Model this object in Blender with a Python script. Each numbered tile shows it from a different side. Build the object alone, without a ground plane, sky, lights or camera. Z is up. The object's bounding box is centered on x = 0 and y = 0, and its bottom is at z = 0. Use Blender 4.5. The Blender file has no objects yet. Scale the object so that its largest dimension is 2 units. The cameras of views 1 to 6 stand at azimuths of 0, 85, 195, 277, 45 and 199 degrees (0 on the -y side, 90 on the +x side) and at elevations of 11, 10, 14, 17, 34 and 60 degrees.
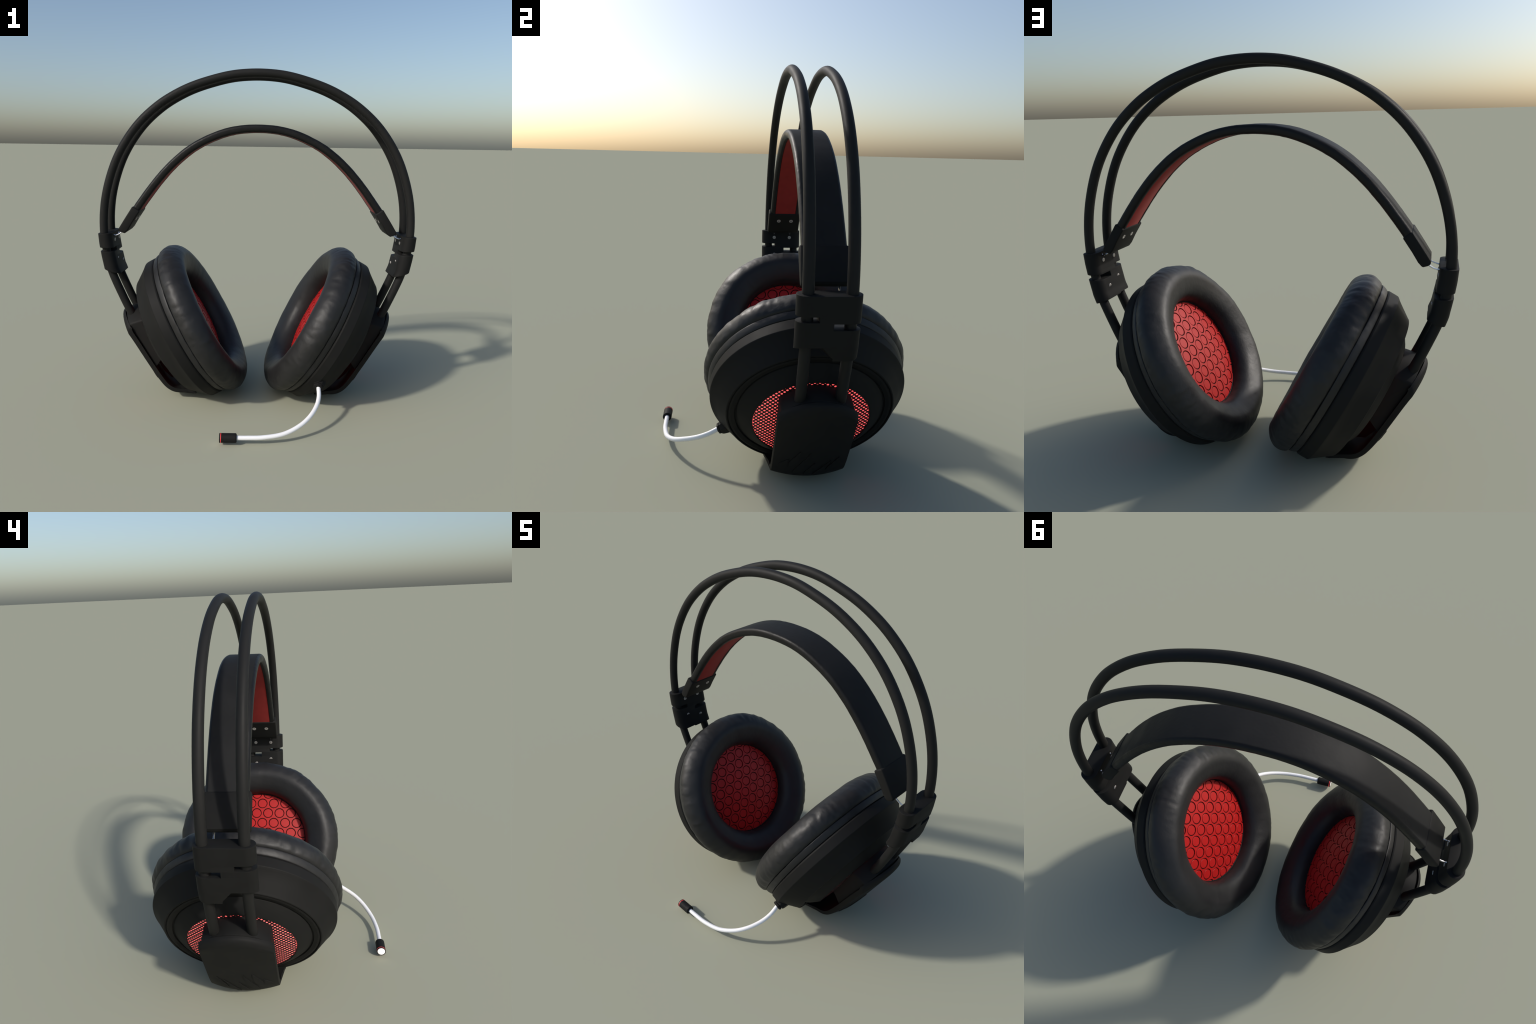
import bpy, bmesh, math, random
from mathutils import Vector, Matrix, noise

random.seed(7)
pi = math.pi
COL = bpy.context.scene.collection

# ------------------------------------------------------------------ materials
def material(name, base, rough=0.5, metallic=0.0, spec=0.5, emit=None, emit_strength=0.0,
             var=0.0, var_scale=8.0, bump=0.0, bump_scale=60.0, bump_detail=4.0,
             coat=0.0, sheen=0.0, sheen_tint=None, rough_var=0.0):
    m = bpy.data.materials.new(name)
    m.use_nodes = True
    nt = m.node_tree
    N, L = nt.nodes, nt.links
    p = N["Principled BSDF"]
    p.inputs["Base Color"].default_value = (*base, 1)
    p.inputs["Roughness"].default_value = rough
    p.inputs["Metallic"].default_value = metallic
    p.inputs["Specular IOR Level"].default_value = spec
    p.inputs["Coat Weight"].default_value = coat
    p.inputs["Sheen Weight"].default_value = sheen
    if sheen_tint:
        p.inputs["Sheen Tint"].default_value = (*sheen_tint, 1)
    if emit:
        p.inputs["Emission Color"].default_value = (*emit, 1)
        p.inputs["Emission Strength"].default_value = emit_strength
    tc = N.new("ShaderNodeTexCoord")
    if var or rough_var:
        nz = N.new("ShaderNodeTexNoise")
        nz.inputs["Scale"].default_value = var_scale
        nz.inputs["Detail"].default_value = 5
        L.new(tc.outputs["Object"], nz.inputs["Vector"])
        if var:
            cr = N.new("ShaderNodeValToRGB")
            cr.color_ramp.elements[0].position = 0.3
            cr.color_ramp.elements[1].position = 0.7
            cr.color_ramp.elements[0].color = (*[c * (1 - var) for c in base], 1)
            cr.color_ramp.elements[1].color = (*[c * (1 + var) for c in base], 1)
            L.new(nz.outputs["Fac"], cr.inputs["Fac"])
            L.new(cr.outputs["Color"], p.inputs["Base Color"])
        if rough_var:
            mr = N.new("ShaderNodeMapRange")
            mr.inputs["From Min"].default_value = 0.3
            mr.inputs["From Max"].default_value = 0.7
            mr.inputs["To Min"].default_value = rough - rough_var
            mr.inputs["To Max"].default_value = rough + rough_var
            L.new(nz.outputs["Fac"], mr.inputs["Value"])
            L.new(mr.outputs["Result"], p.inputs["Roughness"])
    if bump:
        n2 = N.new("ShaderNodeTexNoise")
        n2.inputs["Scale"].default_value = bump_scale
        n2.inputs["Detail"].default_value = bump_detail
        b = N.new("ShaderNodeBump")
        b.inputs["Strength"].default_value = bump
        b.inputs["Distance"].default_value = 0.004
        L.new(tc.outputs["Object"], n2.inputs["Vector"])
        L.new(n2.outputs["Fac"], b.inputs["Height"])
        L.new(b.outputs["Normal"], p.inputs["Normal"])
    return m

M_PLASTIC = material("matte_black_plastic", (0.0130, 0.0130, 0.0125), rough=0.6, spec=0.10, var=0.08, rough_var=0.05)
M_ROD = material("satin_black_tube", (0.0165, 0.0165, 0.016), rough=0.55, spec=0.12, var=0.06, rough_var=0.04)
M_LEATHER = material("black_leatherette", (0.016, 0.016, 0.0163), rough=0.49, spec=0.33, var=0.12, rough_var=0.05,
                     bump=0.25, bump_scale=45, bump_detail=3)
M_STRAP = material("strap_leatherette", (0.017, 0.017, 0.017), rough=0.6, spec=0.12, var=0.1, rough_var=0.06,
                   bump=0.15, bump_scale=60)
M_EDGE = material("strap_edge_leatherette", (0.009, 0.009, 0.009), rough=0.45, spec=0.2, rough_var=0.08, var=0.1,
                  bump=0.35, bump_scale=35, bump_detail=2)
M_CORE = material("core_painted_red_glow", (0.022, 0.002, 0.002), rough=0.6, spec=0.2)  # base tinted red: grille glow leaking into the recess, put in the colour
M_DARK = material("dark_groove", (0.006, 0.006, 0.006), rough=0.7, spec=0.2)
M_LINING = material("red_lining_fabric", (0.23, 0.021, 0.019), rough=0.85, spec=0.15, var=0.07, var_scale=20,
                    bump=0.1, bump_scale=300, sheen=0.05, sheen_tint=(1, .75, .7))
M_SPEAKER = material("red_speaker_cover", (0.40, 0.0085, 0.008), rough=0.5, spec=0.32, var=0.05)
M_RING = material("speaker_groove", (0.012, 0.004, 0.004), rough=0.7, spec=0.1)
M_GLOW = material("red_light", (0.85, 0.45, 0.43), rough=0.4, emit=(1.0, 0.085, 0.085), emit_strength=1.0)
M_MICLIGHT = material("microphone_light", (0.55, 0.05, 0.05), rough=0.4, emit=(1.0, 0.08, 0.08), emit_strength=0.35)
M_MESH = material("grille_black", (0.010, 0.010, 0.010), rough=0.5, spec=0.4)
M_STEEL = material("screw_steel", (0.40, 0.375, 0.35), rough=0.45, metallic=0.35)
M_WIRE = material("wire_steel", (0.75, 0.75, 0.76), rough=0.22, metallic=1.0)
M_WHITE = material("white_rubber", (0.86, 0.86, 0.87), rough=0.45)
M_TIP = material("pinkish_white_tip", (0.9, 0.88, 0.86), rough=0.5, emit=(1.0, .8, .76), emit_strength=0.35)

# ------------------------------------------------------------------ mesh helpers
def finish(name, verts, faces, mat, parent=None, angle=35, smooth=True, recalc=True):
    me = bpy.data.meshes.new(name)
    me.from_pydata([tuple(v) for v in verts], [], faces)
    if recalc:
        bm = bmesh.new(); bm.from_mesh(me)
        bmesh.ops.recalc_face_normals(bm, faces=bm.faces)
        bm.to_mesh(me); bm.free()
    me.materials.append(mat)
    if smooth:
        me.polygons.foreach_set("use_smooth", [True] * len(me.polygons))
        me.set_sharp_from_angle(angle=math.radians(angle))
    ob = bpy.data.objects.new(name, me)
    COL.objects.link(ob)
    if parent:
        ob.parent = parent
    return ob

def apply_mods(ob):
    dg = bpy.context.evaluated_depsgraph_get()
    me = bpy.data.meshes.new_from_object(ob.evaluated_get(dg))
    ob.modifiers.clear()
    ob.data = me
    me.polygons.foreach_set("use_smooth", [True] * len(me.polygons))
    me.set_sharp_from_angle(angle=math.radians(35))
    return ob

def bevel(ob, width, seg=3, angle=30):
    b = ob.modifiers.new("bevel", 'BEVEL')
    b.width = width; b.segments = seg; b.limit_method = 'ANGLE'
    b.angle_limit = math.radians(angle)
    return apply_mods(ob)

def spline(pts, per=8):
    """Catmull-Rom through control points of any dimension."""
    P = [tuple(p) for p in pts]
    P = [tuple(2 * a - b for a, b in zip(P[0], P[1]))] + P + [tuple(2 * a - b for a, b in zip(P[-1], P[-2]))]
    out = []
    for i in range(1, len(P) - 2):
        for k in range(per):
            t = k / per
            out.append(tuple(0.5 * ((2 * b) + (c - a) * t + (2 * a - 5 * b + 4 * c - d) * t * t +
                                    (3 * b - a - 3 * c + d) * t ** 3)
                             for a, b, c, d in zip(P[i - 1], P[i], P[i + 1], P[i + 2])))
    out.append(P[-2])
    return out

def tube(name, pts, r, mat, parent, seg=20, caps=True, taper=None):
    pts = [Vector(p) for p in pts]
    V, F = [], []
    prev = None
    for i, p in enumerate(pts):
        t = (pts[min(i + 1, len(pts) - 1)] - pts[max(i - 1, 0)]).normalized()
        if prev is None:
            a = Vector((0, 1, 0)) if abs(t.y) < .9 else Vector((1, 0, 0))
            nrm = (a - t * a.dot(t)).normalized()
        else:
            nrm = (prev - t * prev.dot(t)).normalized()
        prev = nrm
        bn = t.cross(nrm)
        rr = r if taper is None else taper(i / (len(pts) - 1)) * r
        for k in range(seg):
            a = 2 * pi * k / seg
            V.append(p + nrm * rr * math.cos(a) + bn * rr * math.sin(a))
    n = len(pts)
    for i in range(n - 1):
        for k in range(seg):
            F.append((i * seg + k, i * seg + (k + 1) % seg, (i + 1) * seg + (k + 1) % seg, (i + 1) * seg + k))
    if caps:
        F.append(tuple(range(seg))[::-1])
        F.append(tuple((n - 1) * seg + k for k in range(seg)))
    return finish(name, V, F, mat, parent)

def loft(name, sections, mat, parent, caps=True, angle=35, closed=True):
    """Skin a list of equal-length closed sections."""
    m = len(sections[0])
    V = [v for s in sections for v in s]
    F = []
    for i in range(len(sections) - 1):
        for k in range(m if closed else m - 1):
            F.append((i * m + k, i * m + (k + 1) % m, (i + 1) * m + (k + 1) % m, (i + 1) * m + k))
    if caps:
        F.append(tuple(range(m))[::-1])
        F.append(tuple((len(sections) - 1) * m + k for k in range(m)))
    return finish(name, V, F, mat, parent, angle=angle)

def empty(name, parent=None):
    e = bpy.data.objects.new(name, None)
    COL.objects.link(e)
    e.parent = parent
    return e

def rounded_rect(w, h, r, seg=5):
    out = []
    for cx, cy, a0 in ((w / 2 - r, h / 2 - r, 0), (-w / 2 + r, h / 2 - r, 90),
                       (-w / 2 + r, -h / 2 + r, 180), (w / 2 - r, -h / 2 + r, 270)):
        for k in range(seg + 1):
            a = math.radians(a0 + 90 * k / seg)
            out.append((cx + r * math.cos(a), cy + r * math.sin(a)))
    return out

# ------------------------------------------------------------------ the headset
headset = empty("gaming_headset")
headset["label"] = "black over-ear gaming headset with red glowing grilles and white microphone"
headset["category"] = "headset"

YC = 0.121                       # middle of the headband in y
# centre line of the headband tubes in the x-z plane (right half, top to bottom)
ROD = [(0, 1.9755), (.140, 1.9655), (.268, 1.935), (.398, 1.892), (.512, 1.834), (.599, 1.775), (.702, 1.681),
       (.794, 1.554), (.855, 1.430), (.902, 1.278), (.9215, 1.144), (.9235, 1.040), (.918, .975), (.906, .895),
       (.8885, .807), (.859, .726), (.825, .645), (.790, .565), (.752, .490)]
def rod_x(z):
    for (x0, z0), (x1, z1) in zip(ROD, ROD[1:]):
        if z1 <= z <= z0:
            return x0 + (x1 - x0) * (z0 - z) / (z0 - z1)
    return ROD[-1][0]
def rod_y(z, side):
    base = YC + side * .0875
    lean = .006 * max(0, (z - 1.2) / .8) ** 2 + .007 * max(0, (1.0 - z) / .5)
    return base + lean
half = spline(ROD, 7)
def ease(half, rounds):
    """Smooth a right-half profile (mirror-symmetric at its first point), keeping the end and the apex height."""
    top = half[0][1]
    for _ in range(rounds):
        full = [(-half[1][0], half[1][1])] + half
        half = [((full[i][0] + 2 * full[i + 1][0] + full[i + 2][0]) / 4,
                 (full[i][1] + 2 * full[i + 1][1] + full[i + 2][1]) / 4) for i in range(len(full) - 2)] + [half[-1]]
    d = top - half[0][1]
    n = len(half)
    return [(x, z + d * max(0, 1 - 2 * i / n)) for i, (x, z) in enumerate(half)]
half = ease(half, 10)
arc = [(x * 1.005 - .002, z) for x, z in [(-x, z) for x, z in half[::-1]] + half[1:]]
for side in (-1, 1):
    tube("headband_rod", [(x, rod_y(z, side), z) for x, z in arc], .0246, M_ROD, headset, seg=24)

# ---- suspension strap
OUT = [(0, 1.685), (.110, 1.6785), (.218, 1.6545), (.3265, 1.6095), (.424, 1.554), (.528, 1.467), (.614, 1.374),
       (.680, 1.290), (.747, 1.198), (.790, 1.134)]
hs = ease(spline(OUT, 6), 8)
outer = [(-x, z) for x, z in hs[::-1]] + hs[1:]
T = .046
def strap_frame(i):
    a = Vector(outer[max(i - 1, 0)]); b = Vector(outer[min(i + 1, len(outer) - 1)])
    t = (b - a).normalized()
    return Vector(outer[i]), Vector((-t.y, t.x))      # point, outward normal (x,z)
sec = rounded_rect(.192, T, .0185, 6)
# shallow channel on the underside that takes the lining
sec = sec[:21] + [(-.0685, -T / 2), (-.0675, -T / 2 + .0045), (.0675, -T / 2 + .0045), (.0685, -T / 2)] + sec[21:]
S = []
for i in range(len(outer)):
    p, nrm = strap_frame(i)
    if nrm.y < 0 and abs(nrm.x) < .01: nrm = -nrm
    ring = []
    for y, h in sec:
        wob = .0009 * noise.noise(Vector((i * .9, y * 40, h * 60)))
        q = p + nrm * (h - T / 2 + wob)
        ring.append((q.x, YC + .003 + y, q.y))
    S.append(ring)
strap = loft("head_strap", S, M_STRAP, headset, angle=60)
strap.data.materials.append(M_EDGE)
for p in strap.data.polygons:
    c = p.center
    if abs(c.y - YC - .003) > .083:
        p.material_index = 1
# red lining below
S = []
for i in range(4, len(outer) - 4):
    p, nrm = strap_frame(i)
    ring = []
    for y, h in rounded_rect(.1335, .005, .002, 2):
        q = p + nrm * (-T + .0040 + h)
        ring.append((q.x, YC + .003 + y, q.y))
    S.append(ring)
loft("strap_lining", S, M_LINING, strap, angle=50)

def screw_mesh():
    """Domed screw head with a small socket, axis +z, radius 1 (scaled)."""
    prof = [(1.0, -.2), (1.0, .10), (.93, .18), (.55, .22), (.34, .22), (.26, .02), (.0, .02)]
    seg = 16
    V, F = [], []
    for r, z in prof[:-1]:
        for k in range(seg):
            a = 2 * pi * k / seg
            V.append((r * math.cos(a), r * math.sin(a), z))
    for i in range(len(prof) - 2):
        for k in range(seg):
            F.append((i * seg + k, i * seg + (k + 1) % seg, (i + 1) * seg + (k + 1) % seg, (i + 1) * seg + k))
    F.append(tuple((len(prof) - 2) * seg + k for k in range(seg)))
    ob = finish("screw", V, F, M_STEEL)
    me = ob.data
    bpy.data.objects.remove(ob)
    return me
SCREW = screw_mesh()
def screw(pos, direction, r, parent):
    ob = bpy.data.objects.new("screw", SCREW)
    COL.objects.link(ob)
    ob.parent = parent
    q = Vector(direction).normalized().to_track_quat('Z', 'Y')
    ob.matrix_local = Matrix.LocRotScale(Vector(pos), q, Vector((r, r, r)))
    return ob

def box(x0, x1, y0, y1, z0, z1):
    V = [(x, y, z) for x in (x0, x1) for y in (y0, y1) for z in (z0, z1)]
    F = [(0, 1, 3, 2), (4, 6, 7, 5), (0, 4, 5, 1), (2, 3, 7, 6), (0, 2, 6, 4), (1, 5, 7, 3)]
    return V, F

def boolean_cut(ob, cutters):
    for V, F in cutters:
        c = finish("cutter", V, F, M_DARK, smooth=False)
        md = ob.modifiers.new("cut", 'BOOLEAN')
        md.operation = 'DIFFERENCE'; md.solver = 'EXACT'; md.object = c
    bpy.context.view_layer.update()
    apply_mods(ob)
    for o in [o for o in COL.objects if o.name.startswith("cutter")]:
        bpy.data.objects.remove(o)

for sx in (1, -1):
    # ---- end cap of the strap
    prof = [(.7560, 1.1905), (.8060, 1.1135), (.8400, 1.0590), (.8380, 1.0450), (.8250, 1.0370), (.8050, 1.0310),
            (.7980, 1.0345), (.7820, 1.0520), (.7545, 1.0980), (.7130, 1.1600), (.7105, 1.1670), (.7480, 1.1940)]
    Y0, Y1 = .018, .224
    V = [(sx * x, Y0, z) for x, z in prof] + [(sx * x, Y1, z) for x, z in prof]
    n = len(prof)
    F = [tuple(range(n))[::-1], tuple(range(n, 2 * n))] + [(k, (k + 1) % n, n + (k + 1) % n, n + k) for k in range(n)]
    cap = finish("strap_cap", V, F, M_PLASTIC, strap)
    bevel(cap, .011, 3, 50)
    inward = Vector((-sx * .88, 0, -.47))
    for y in (.085, .167):
        screw((sx * .7435, y, 1.1165), inward, .0125, strap)
    # ---- wire links from cap to clamp
    pts = spline([(sx * .812, .064, 1.047), (sx * .845, .066, 1.022), (sx * .872, .066, 1.012), (sx * .885, .067, 1.018)], 6)
    tube("wire_link", pts, .0042, M_WIRE, strap, seg=10)
    pts = spline([(sx * .812, .176, 1.047), (sx * .845, .175, 1.022), (sx * .872, .174, 1.012), (sx * .885, .173, 1.018)], 6)
    tube("wire_link", pts, .0042, M_WIRE, strap, seg=10)

    # ---- slider clamp: a stadium section following the tubes, with two slots and a stepped lower edge
    S = []
    zs = [1.031, 1.030] + [1.024 - (1.024 - .770) * i / 22 for i in range(23)] + [.7650, .7640]
    for zi, z in enumerate(zs):
        shrink = .004 if zi in (0, len(zs) - 1) else 0
        ring = []
        xc = rod_x(z) - .0005
        slope = (rod_x(z + .02) - rod_x(z - .02)) / .04
        R = .0425 - shrink
        for sy, a0 in ((1, -90), (-1, 90)):
            for k in range(13):
                a = math.radians(a0 + 180 * k / 12)
                dx = R * math.sin(a) * -1 if sy == 1 else R * math.sin(a) * -1
                dy = R * math.cos(a)
                ring.append((sx * (xc - dx), YC - .002 + sy * .0885 + dy, z + slope * dx * .9))
        S.append(ring)
    clamp = loft("slider_clamp", S, M_PLASTIC, headset)
    xs = sorted((sx * .7, sx * 1.1))
    cut1 = box(xs[0], xs[1], -.1, .079, .9205, .9440)
    cut2 = box(xs[0], xs[1], .136, .35, .8870, .9150)
    poly = [(-.2, .80), (.100, .80), (.142, .755), (.142, .6), (-.2, .6)]
    V = [(x, y, z + (abs(x) - .89) * .28) for x in xs for y, z in poly]
    F = [tuple(range(5)), tuple(range(5, 10))[::-1]] + [(k, 5 + k, 5 + (k + 1) % 5, (k + 1) % 5) for k in range(5)]
    boolean_cut(clamp, [cut1, cut2, (V, F)])
    bevel(clamp, .0028, 2, 50)
    for y, z, x in ((.070, .986, .8745), (.175, .986, .8745), (.071, .870, .8590), (.172, .842, .8515)):
        dz = -.05 if z > .95 else -.24
        screw((sx * x, y, z), (-sx, 0, dz * -1 * 0 + dz), .0108, clamp)

# ------------------------------------------------------------------ ear cups
TILT = math.radians(28.5)
NN = Vector((math.cos(TILT), 0, -math.sin(TILT)))
VV = Vector((math.sin(TILT), 0, math.cos(TILT)))
CY = .1210
def cup_point(n, u, v, sx):
    p = NN * n + VV * (v + .590)
    return (sx * p.x, CY + u, p.z)

def lathe(name, profile, sx, mat, parent, seg=160, wob=None, angle=30, closed=False, drop=None):
    V, F = [], []
    m = len(profile)
    for j in range(seg):
        a = 2 * pi * j / seg
        for i, (n, r) in enumerate(profile):
            dn, dr = wob(a, i, n, r) if wob else (0, 0)
            V.append(cup_point(n + dn, (r + dr) * math.cos(a), (r + dr) * math.sin(a) + (drop(n, r) if drop else 0), sx))
    for j in range(seg):
        j2 = (j + 1) % seg
        for i in range(m if closed else m - 1):
            i2 = (i + 1) % m
            F.append((j * m + i, j * m + i2, j2 * m + i2, j2 * m + i))
    if not closed:
        if profile[0][1] > 1e-6: F.append(tuple(j * m for j in range(seg)))
        if profile[-1][1] > 1e-6: F.append(tuple(j * m + m - 1 for j in range(seg))[::-1])
    return finish(name, V, F, mat, parent, angle=angle)

def clip_poly(poly, R, seg=48):
    """clip a convex polygon in (u,v) to a circle of radius R (drop outside)"""
    return [p if math.hypot(*p) <= R else (p[0] * R / math.hypot(*p), p[1] * R / math.hypot(*p)) for p in poly]

def dome(u, v):
    return .020 * ((u * u + v * v) / .291 ** 2)

def perforated(name, cells, cell_poly, hole_r, R, n0, n1, sx, mat, parent, seg=12, curve=lambda u, v: 0):
    """A plate made of equal polygonal cells, each with a round hole, cut to a disc of radius R."""
    V, F = [], []
    for cu, cv in cells:
        d = math.hypot(cu, cv)
        if d > R + .6 * max(math.hypot(*q) for q in cell_poly): continue
        base = len(V)
        hole = hole_r if d + hole_r < R - .001 else 0
        # directions of the ring; the outer loop is the cell outline sampled at the same directions
        inner, outer_ = [], []
        k = len(cell_poly)
        for j in range(seg):
            a = 2 * pi * (j + .5) / seg + math.atan2(cell_poly[0][1], cell_poly[0][0]) - pi / seg
            dx, dy = math.cos(a), math.sin(a)
            best = 1e9
            for e in range(k):
                x0, y0 = cell_poly[e]; x1, y1 = cell_poly[(e + 1) % k]
                nx, ny = (y1 - y0), -(x1 - x0)
                den = dx * nx + dy * ny
                if den > 1e-9:
                    best = min(best, (x0 * nx + y0 * ny) / den)
            outer_.append((cu + dx * best, cv + dy * best))
            inner.append((cu + dx * hole_r, cv + dy * hole_r))
        outer_ = clip_poly(outer_, R)
        inner = clip_poly(inner, R)
        for lv in (n1, n0):
            for q in outer_: V.append(cup_point(lv + curve(*q), q[0], q[1], sx))
            for q in inner: V.append(cup_point(lv + curve(*q), q[0], q[1], sx))
        for j in range(seg):
            j2 = (j + 1) % seg
            F.append((base + j, base + j2, base + seg + j2, base + seg + j))
            F.append((base + seg + j, base + seg + j2, base + 3 * seg + j2, base + 3 * seg + j))
    return finish(name, V, F, mat, parent, smooth=False, recalc=True)

def bow_back(v):           # depth of that bow: flatter at the top, fuller at the lower end
    return .033 - .014 * max(0, min(1, (v + .2) / .4))

def sag(u, hw):            # how far the badge bows back towards its side edges
    return (u / hw) ** 2

for sx in (1, -1):
    # ---- outer shell
    prof = [(.150, .30), (.153, .440), (.154, .462), (.158, .4680), (.164, .4710), (.190, .4708), (.2130, .4700), (.2155, .4690), (.2260, .4600), (.2275, .4580),
            (.262, .4325), (.292, .4105), (.308, .3985), (.3145, .3945), (.3165, .3905), (.3160, .3875), (.3105, .3855),
            (.3105, .3830), (.3150, .3805), (.3165, .372), (.3150, .362), (.3135, .3535), (.3075, .3510), (.3065, .3465), (.3125, .3440), (.3160, .3400),
            (.3300, .3260), (.3460, .3020), (.3580, .2830), (.3622, .2755), (.3632, .2725), (.3600, .2712), (.350, .2710), (.349, .10), (.349, 0)]
    def shell_wob(a, i, n, r):
        return (.0006 * noise.noise(Vector((math.cos(a) * 6, math.sin(a) * 6, n * 30 + 3 * sx))), 0)
    cup = lathe("ear_cup", prof, sx, M_PLASTIC, headset, seg=180, angle=17,
                drop=lambda n, r: -.002 * max(0, min(1, (r - .38) / .06)))
    # ---- stitched base of the pad
    ring = spline([(.151, .42), (.1535, .456), (.1525, .4640), (.1495, .4680), (.1400, .4730), (.129, .4770), (.1200, .4788), (.1165, .4770), (.1152, .470), (.115, .43)], 4)
    def ring_wob(a, i, n, r):
        c = Vector((math.cos(a) * 5, math.sin(a) * 5, 11.3 * sx))
        k = noise.noise(c) * .0026 + noise.noise(c * 3.1) * .0018
        w = max(0, (.142 - n) / .03)
        return (k * w, k * .5)
    lathe("pad_base_ring", ring, sx, M_LEATHER, cup, seg=220, wob=ring_wob, closed=True, angle=60)
    # ---- cushioned ear pad
    psec = spline([(.135, .345), (.126, .312), (.108, .2985), (.088, .2955), (.066, .2955), (.043, .3005), (.0235, .3105), (.0085, .3245), (-.0055, .3460), (-.0185, .3760),
                   (-.0270, .4050), (-.0240, .4320), (-.0100, .4570), (.0120, .4800), (.0380, .4950), (.064, .4998), (.088, .4955), (.106, .487), (.115, .474), (.119, .455), (.135, .42)], 4)
    def pad_wob(a, i, n, r):
        ca, sa = math.cos(a), math.sin(a)
        big = noise.noise(Vector((ca * 2.2, sa * 2.2, 4.7 * sx + r * 3))) * .0045
        # fine puckers running across the outer roll
        outer_w = max(0.0, min(1.0, (r - .425) / .05)) * max(0.0, min(1.0, (.118 - n) / .02))
        f1 = noise.noise(Vector((ca * 12, sa * 12, n * 9 + 9 * sx)))
        f2 = noise.noise(Vector((ca * 26, sa * 26, n * 30 + 2 * sx)))
        mask = .5 + .5 * noise.noise(Vector((ca * 3, sa * 3, 8 + sx)))
        puck = (f1 * .0046 + f2 * .0022) * outer_w * (.45 + 1.5 * max(0, mask - .25))
        soft = noise.noise(Vector((ca * 8, sa * 8, n * 20 + 5 * sx))) * .0010
        # move roughly along the section normal
        dn_, dr_ = n - .05, r - .40
        l = max(1e-6, math.hypot(dn_, dr_))
        k = (big * min(1, max(0, (.13 - n) / .06)) + puck + soft)
        return (dn_ / l * k, dr_ / l * k)
    lathe("ear_pad", psec, sx, M_LEATHER, cup, seg=360, wob=pad_wob, closed=True, angle=80)
    # ---- red perforated speaker cover
    P, ROW = .0735, .0637
    cells = []
    for j in range(-6, 7):
        for i in range(-6, 7):
            cells.append((-.0185 + (i + .5 * (j % 2)) * P, -.0235 + j * ROW))
    hexa = [(P / math.sqrt(3) * math.sin(pi / 3 * k) * 1.0, P / math.sqrt(3) * math.cos(pi / 3 * k)) for k in range(6)][::-1]
    perforated("speaker_cover", cells, hexa, .0322, .330, .0750, .0700, sx, M_SPEAKER, cup, seg=36, curve=dome)
    lathe("speaker_backing", [(.112, .335)] + [(.0745 + dome(.335 * k / 12, 0), .335 * k / 12) for k in range(12, -1, -1)], sx, M_RING, cup, seg=64)
    # round studs inside every hole
    seg = 28
    stud_prof = [(.0050, .0271), (.0022, .0269), (.0014, .0258), (.0013, .0150)]
    V, F = [], []
    for n, r in stud_prof:
        for k in range(seg):
            a = 2 * pi * k / seg
            V.append(Vector(cup_point(n, r * math.cos(a), r * math.sin(a), sx)) - Vector(cup_point(0, 0, 0, sx)))
    for i in range(len(stud_prof) - 1):
        for k in range(seg):
            F.append((i * seg + k, i * seg + (k + 1) % seg, (i + 1) * seg + (k + 1) % seg, (i + 1) * seg + k))
    F.append(tuple((len(stud_prof) - 1) * seg + k for k in range(seg)))
    stud0 = finish("speaker_stud", V, F, M_SPEAKER, cup)
    first = True
    for cu, cv in cells:
        if math.hypot(cu, cv) > .322: continue
        o = stud0 if first else stud0.copy()
        if not first: COL.objects.link(o)
        first = False
        p0 = Vector(cup_point(.0705 + dome(cu, cv), cu, cv, sx))
        o.location = p0
        k = 2 * .020 / .291 ** 2
        axis = Vector((sx * NN.x, 0, NN.z))
        slope = axis - Vector((0, 1, 0)) * k * cu - Vector((sx * VV.x, 0, VV.z)) * k * cv
        o.rotation_mode = 'QUATERNION'
        o.rotation_quaternion = axis.rotation_difference(slope)
    # dark trim where cover and pad meet
    lathe("cover_trim", [(.098, .2900), (.0895, .2910), (.0875, .2940), (.0885, .299), (.098, .303)], sx, M_DARK, cup, seg=120)

    # ---- outer grille with red light behind
    g = .0233
    def bow(u, v):            # the grille is slightly domed
        return .014 * (1 - (u * u + v * v) / .2708 ** 2)
    cells = []
    for j in range(-26, 27):
        for i in range(-13, 14):
            cells.append((-.2537 + .2537 + (i + .5 * (j % 2)) * g + .0007, .0010 + j * g / 2))
    diamond = [(g / 2, 0), (0, g / 2), (-g / 2, 0), (0, -g / 2)]
    grille = perforated("speaker_grille", cells, diamond, .0055, .2708, .3587, .3600, sx, M_MESH, cup, seg=12, curve=bow)
    grille["kind"] = "stuff"
    lathe("light_panel", [(.3505, .2708)] + [(.3578 + bow(.2705 * k / 10, 0), .2705 * k / 10) for k in range(10, -1, -1)], sx, M_GLOW, cup, seg=64)

    # ---- tube holder block
    HW = .1620
    S = []
    for s in [-1, -.985, -.95, -.85, -.7, -.5, -.25, 0, .25, .5, .7, .85, .95, .985, 1]:
        u = s * HW
        e = 0 if abs(s) < .99 else .006
        c = .006 if abs(s) > .99 else 0
        vt = .278 - .090 * sag(u, .172) - c
        nf = lambda v: .470 - bow_back(v) * sag(u, .176) - e
        S.append([cup_point(n, u, v, sx) for n, v in
                  ((.345, vt - .022), (.40, vt - .010), (.44, vt - .002), (.458, vt - .002), (nf(vt), vt - .012), (nf(.1), .10), (nf(-.02), -.02), (nf(-.115), -.112),
                   (.345, -.06))])
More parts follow.
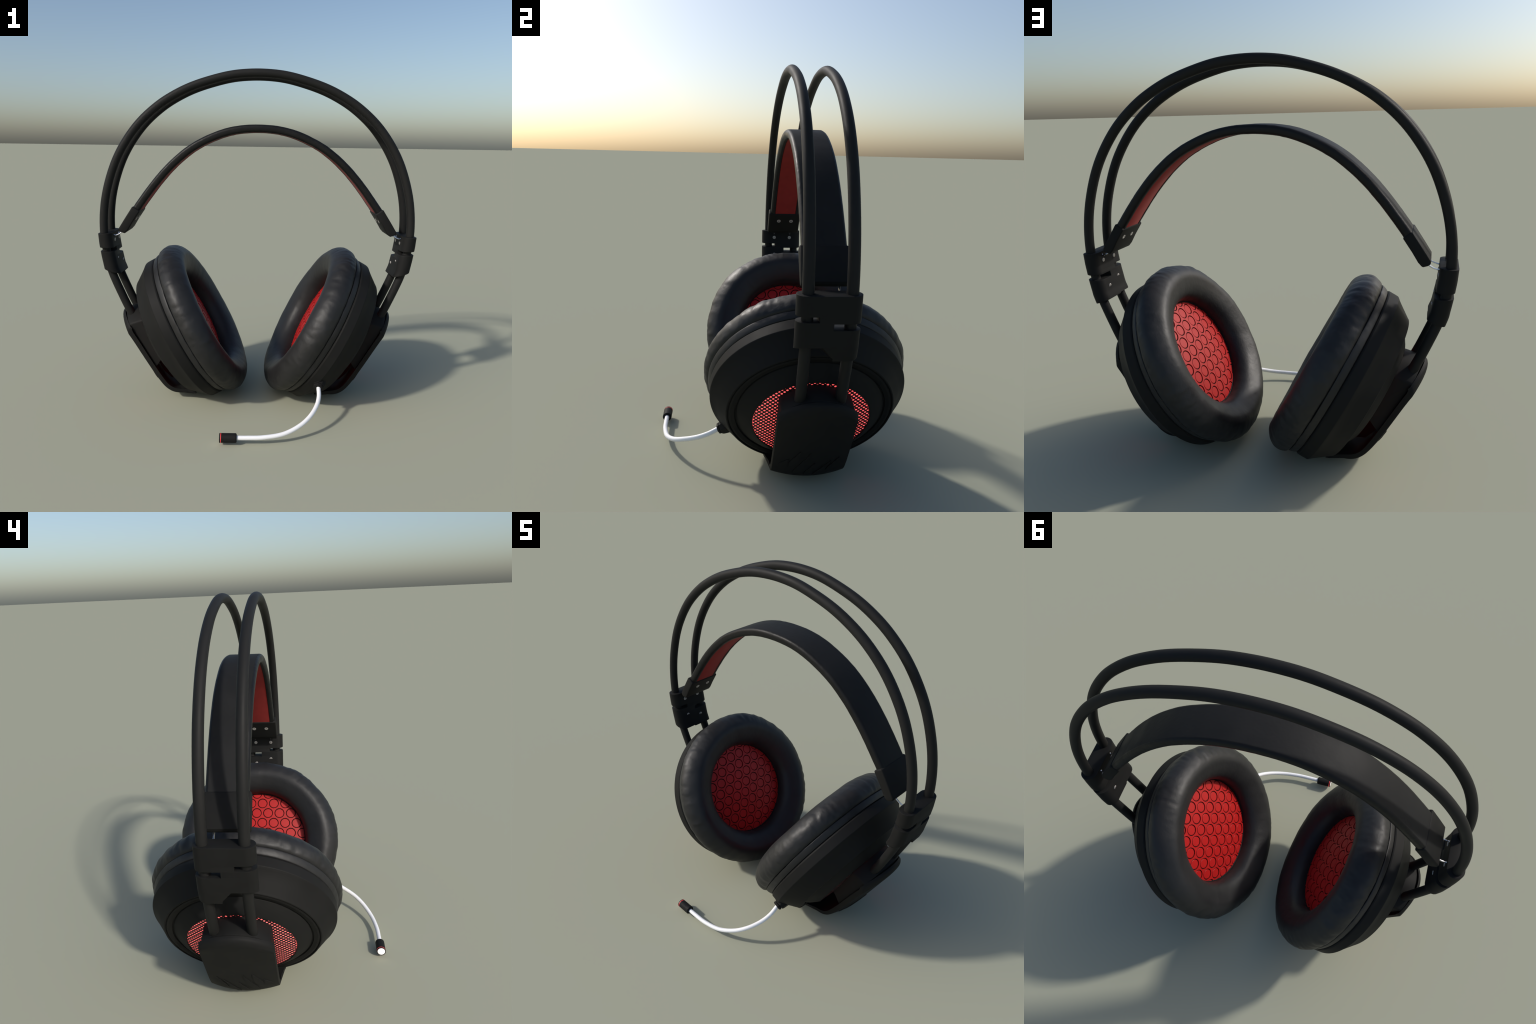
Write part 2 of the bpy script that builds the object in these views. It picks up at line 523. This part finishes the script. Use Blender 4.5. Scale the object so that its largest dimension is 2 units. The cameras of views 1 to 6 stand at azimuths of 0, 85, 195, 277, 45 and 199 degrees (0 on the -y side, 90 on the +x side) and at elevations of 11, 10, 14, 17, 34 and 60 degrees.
    loft("tube_holder", S, M_PLASTIC, cup, angle=40)
    # recessed core between badge and cup, coloured dark red for the spilled grille light
    S = []
    for u in (-.014, -.007, 0, .007, .014):
        S.append([cup_point(n, u, v, sx) for n, v in ((.345, -.03), (.462 - .034 * sag(u, .172), -.10), (.462 - .034 * sag(u, .172), -.20), (.44, -.265), (.36, -.31), (.31, -.30), (.30, -.2))])
    loft("holder_core", S, M_CORE, cup, angle=30)

    # ---- badge plate that folds under into the cup
    OUTC = spline([(.470, .280), (.486, .276), (.498, .258), (.5030, .225), (.5025, .14), (.5015, .0), (.4990, -.12), (.4940, -.20), (.4820, -.258),
                   (.4590, -.300), (.4250, -.327), (.370, -.350), (.300, -.372)], 4)
    INC = spline([(.300, -.345), (.365, -.325), (.415, -.304), (.445, -.276), (.462, -.238), (.4685, -.19), (.4715, -.12), (.4730, 0), (.4730, .14), (.4730, .225), (.4715, .266)], 4)
    BW = .177
    def badge_point(n, v, s):
        k = min(1, max(0, (.40 - n) / .1))
        hw = BW + .022 * k
        u = s * hw
        up = max(0.0, min(1.0, (v - .02) / .24))
        dn = bow_back(v) * sag(u, BW) * min(1, max(0, (n - .31) / .1))
        return (n - dn, u, v - (.090 * sag(u, .172) + .006 * max(0, (abs(s) - .9) / .1) ** 2) * up * up)
    S = []
    for s in [-1, -.985, -.96, -.88, -.75, -.6, -.45, -.3, -.15, 0, .15, .3, .45, .6, .75, .88, .96, .985, 1]:
        e = (abs(s) > .99) * .005
        row = []
        for n, v in OUTC:
            row.append(cup_point(*(badge_point(n - e, v + (e if v < 0 else -e) * .6, s)), sx))
        for n, v in INC:
            row.append(cup_point(*(badge_point(n, v, s)), sx))
        S.append(row)
    badge = loft("badge_plate", S, M_PLASTIC, cup, angle=40)
    # ---- claw-shaped relief on the lower end of the badge (mirror-safe low wedges)
    claws = [(-.108, -.108, -.140, -.185, .034), (-.057, -.037, -.092, -.168, .040), (-.010, -.050, -.072, -.238, .036),
             (.016, -.130, -.018, -.232, .026), (.090, -.122, .024, -.245, .030), (.128, -.105, .080, -.200, .022)]
    def badge_surface(u, v, lift):
        # nearest point on the outer curve for a given v
        best = min(OUTC, key=lambda q: abs(q[1] - v) + (1 if q[0] < .44 else 0))
        for (n0_, v0_), (n1_, v1_) in zip(OUTC, OUTC[1:]):
            if v1_ <= v <= v0_ and n1_ > .40:
                t = (v0_ - v) / max(1e-6, v0_ - v1_)
                best = (n0_ + (n1_ - n0_) * t, v)
                break
        q = badge_point(best[0], v, u / BW)
        return cup_point(q[0] + lift, q[1], q[2], sx)
    for ua, va, ub, vb, w in claws:
        left, right = [], []
        for k in range(9):
            t = k / 8
            v = va + (vb - va) * t
            c = ua + (ub - ua) * t
            ww = w * .5 * (t / .7 if t < .7 else 1 - (t - .7) * 1.6) + .0006
            left.append((c - ww, v)); right.append((c + ww, v))
        V, F = [], []
        for lift in (.0036, -.004):
            for q in left: V.append(badge_surface(q[0], q[1], lift))
            for q in right: V.append(badge_surface(q[0], q[1], lift))
        for k in range(8):
            F.append((k, k + 1, 9 + k + 1, 9 + k))
            F.append((k, k + 1, 18 + k + 1, 18 + k))
            F.append((9 + k, 9 + k + 1, 27 + k + 1, 27 + k))
        F.append((0, 9, 27, 18)); F.append((8, 17, 35, 26))
        finish("claw_mark", V, F, M_PLASTIC, cup, angle=30)

    # ---- microphone on the right cup
    if sx == 1:
        mic = empty("microphone", headset)
        rad = Vector((0, -.405, 0)) + VV * -.237
        rad.normalize()
        hub = Vector(cup_point(.224, 0, 0, 1))
        d = rad
        pts = [hub + rad * t for t in (.430, .462, .474, .4755, .4775, .479, .490, .4925)]
        prof_r = (1.55, 1.45, 1.30, 1.0, 1.0, 1.16, 1.10, .8)
        V, F = [], []
        q = d.to_track_quat('Z', 'Y')
        for p, rr in zip(pts, prof_r):
            for k in range(8):
                a = 2 * pi * k / 8
                V.append(p + q @ Vector((math.cos(a) * .0255 * rr, math.sin(a) * .0255 * rr, 0)))
        for i in range(len(pts) - 1):
            for k in range(8):
                F.append((i * 8 + k, i * 8 + (k + 1) % 8, (i + 1) * 8 + (k + 1) % 8, (i + 1) * 8 + k))
        F.append(tuple((len(pts) - 1) * 8 + k for k in range(8)))
        F.append(tuple(range(8))[::-1])
        finish("boom_socket", V, F, M_PLASTIC, mic)
        path = spline([(.366, -.280, .209), (.3635, -.305, .194), (.3610, -.357, .166), (.3430, -.416, .138), (.3020, -.484, .108),
                       (.2400, -.538, .077), (.1510, -.579, .050), (.0470, -.5985, .040), (-.040, -.602, .0380), (-.106, -.602, .0375)], 8)
        tube("microphone_boom", path, .0122, M_WHITE, mic, seg=16)
        def capsule(name, prof, mat):
            V, F = [], []
            seg = 28
            for x, r in prof:
                for k in range(seg):
                    a = 2 * pi * k / seg
                    V.append((x, -.602 + r * math.cos(a), .0365 + r * math.sin(a)))
            for i in range(len(prof) - 1):
                for k in range(seg):
                    F.append((i * seg + k, i * seg + (k + 1) % seg, (i + 1) * seg + (k + 1) % seg, (i + 1) * seg + k))
            F.append(tuple(range(seg))[::-1]); F.append(tuple((len(prof) - 1) * seg + k for k in range(seg)))
            return finish(name, V, F, mat, mic)
        capsule("microphone_capsule", [(-.097, .018), (-.0985, .0225), (-.102, .0252), (-.1790, .0252), (-.1797, .0245)], M_PLASTIC)
        capsule("light_ring", [(-.1795, .0225), (-.1797, .0250), (-.1829, .0250), (-.1831, .0225)], M_MICLIGHT)
        capsule("capsule_rim", [(-.1829, .0225), (-.1831, .0252), (-.1885, .0252), (-.1895, .0240), (-.1893, .0215), (-.1870, .0210)], M_PLASTIC)
        capsule("capsule_tip", [(-.186, .0208), (-.1890, .0205), (-.1898, .0185)], M_TIP)
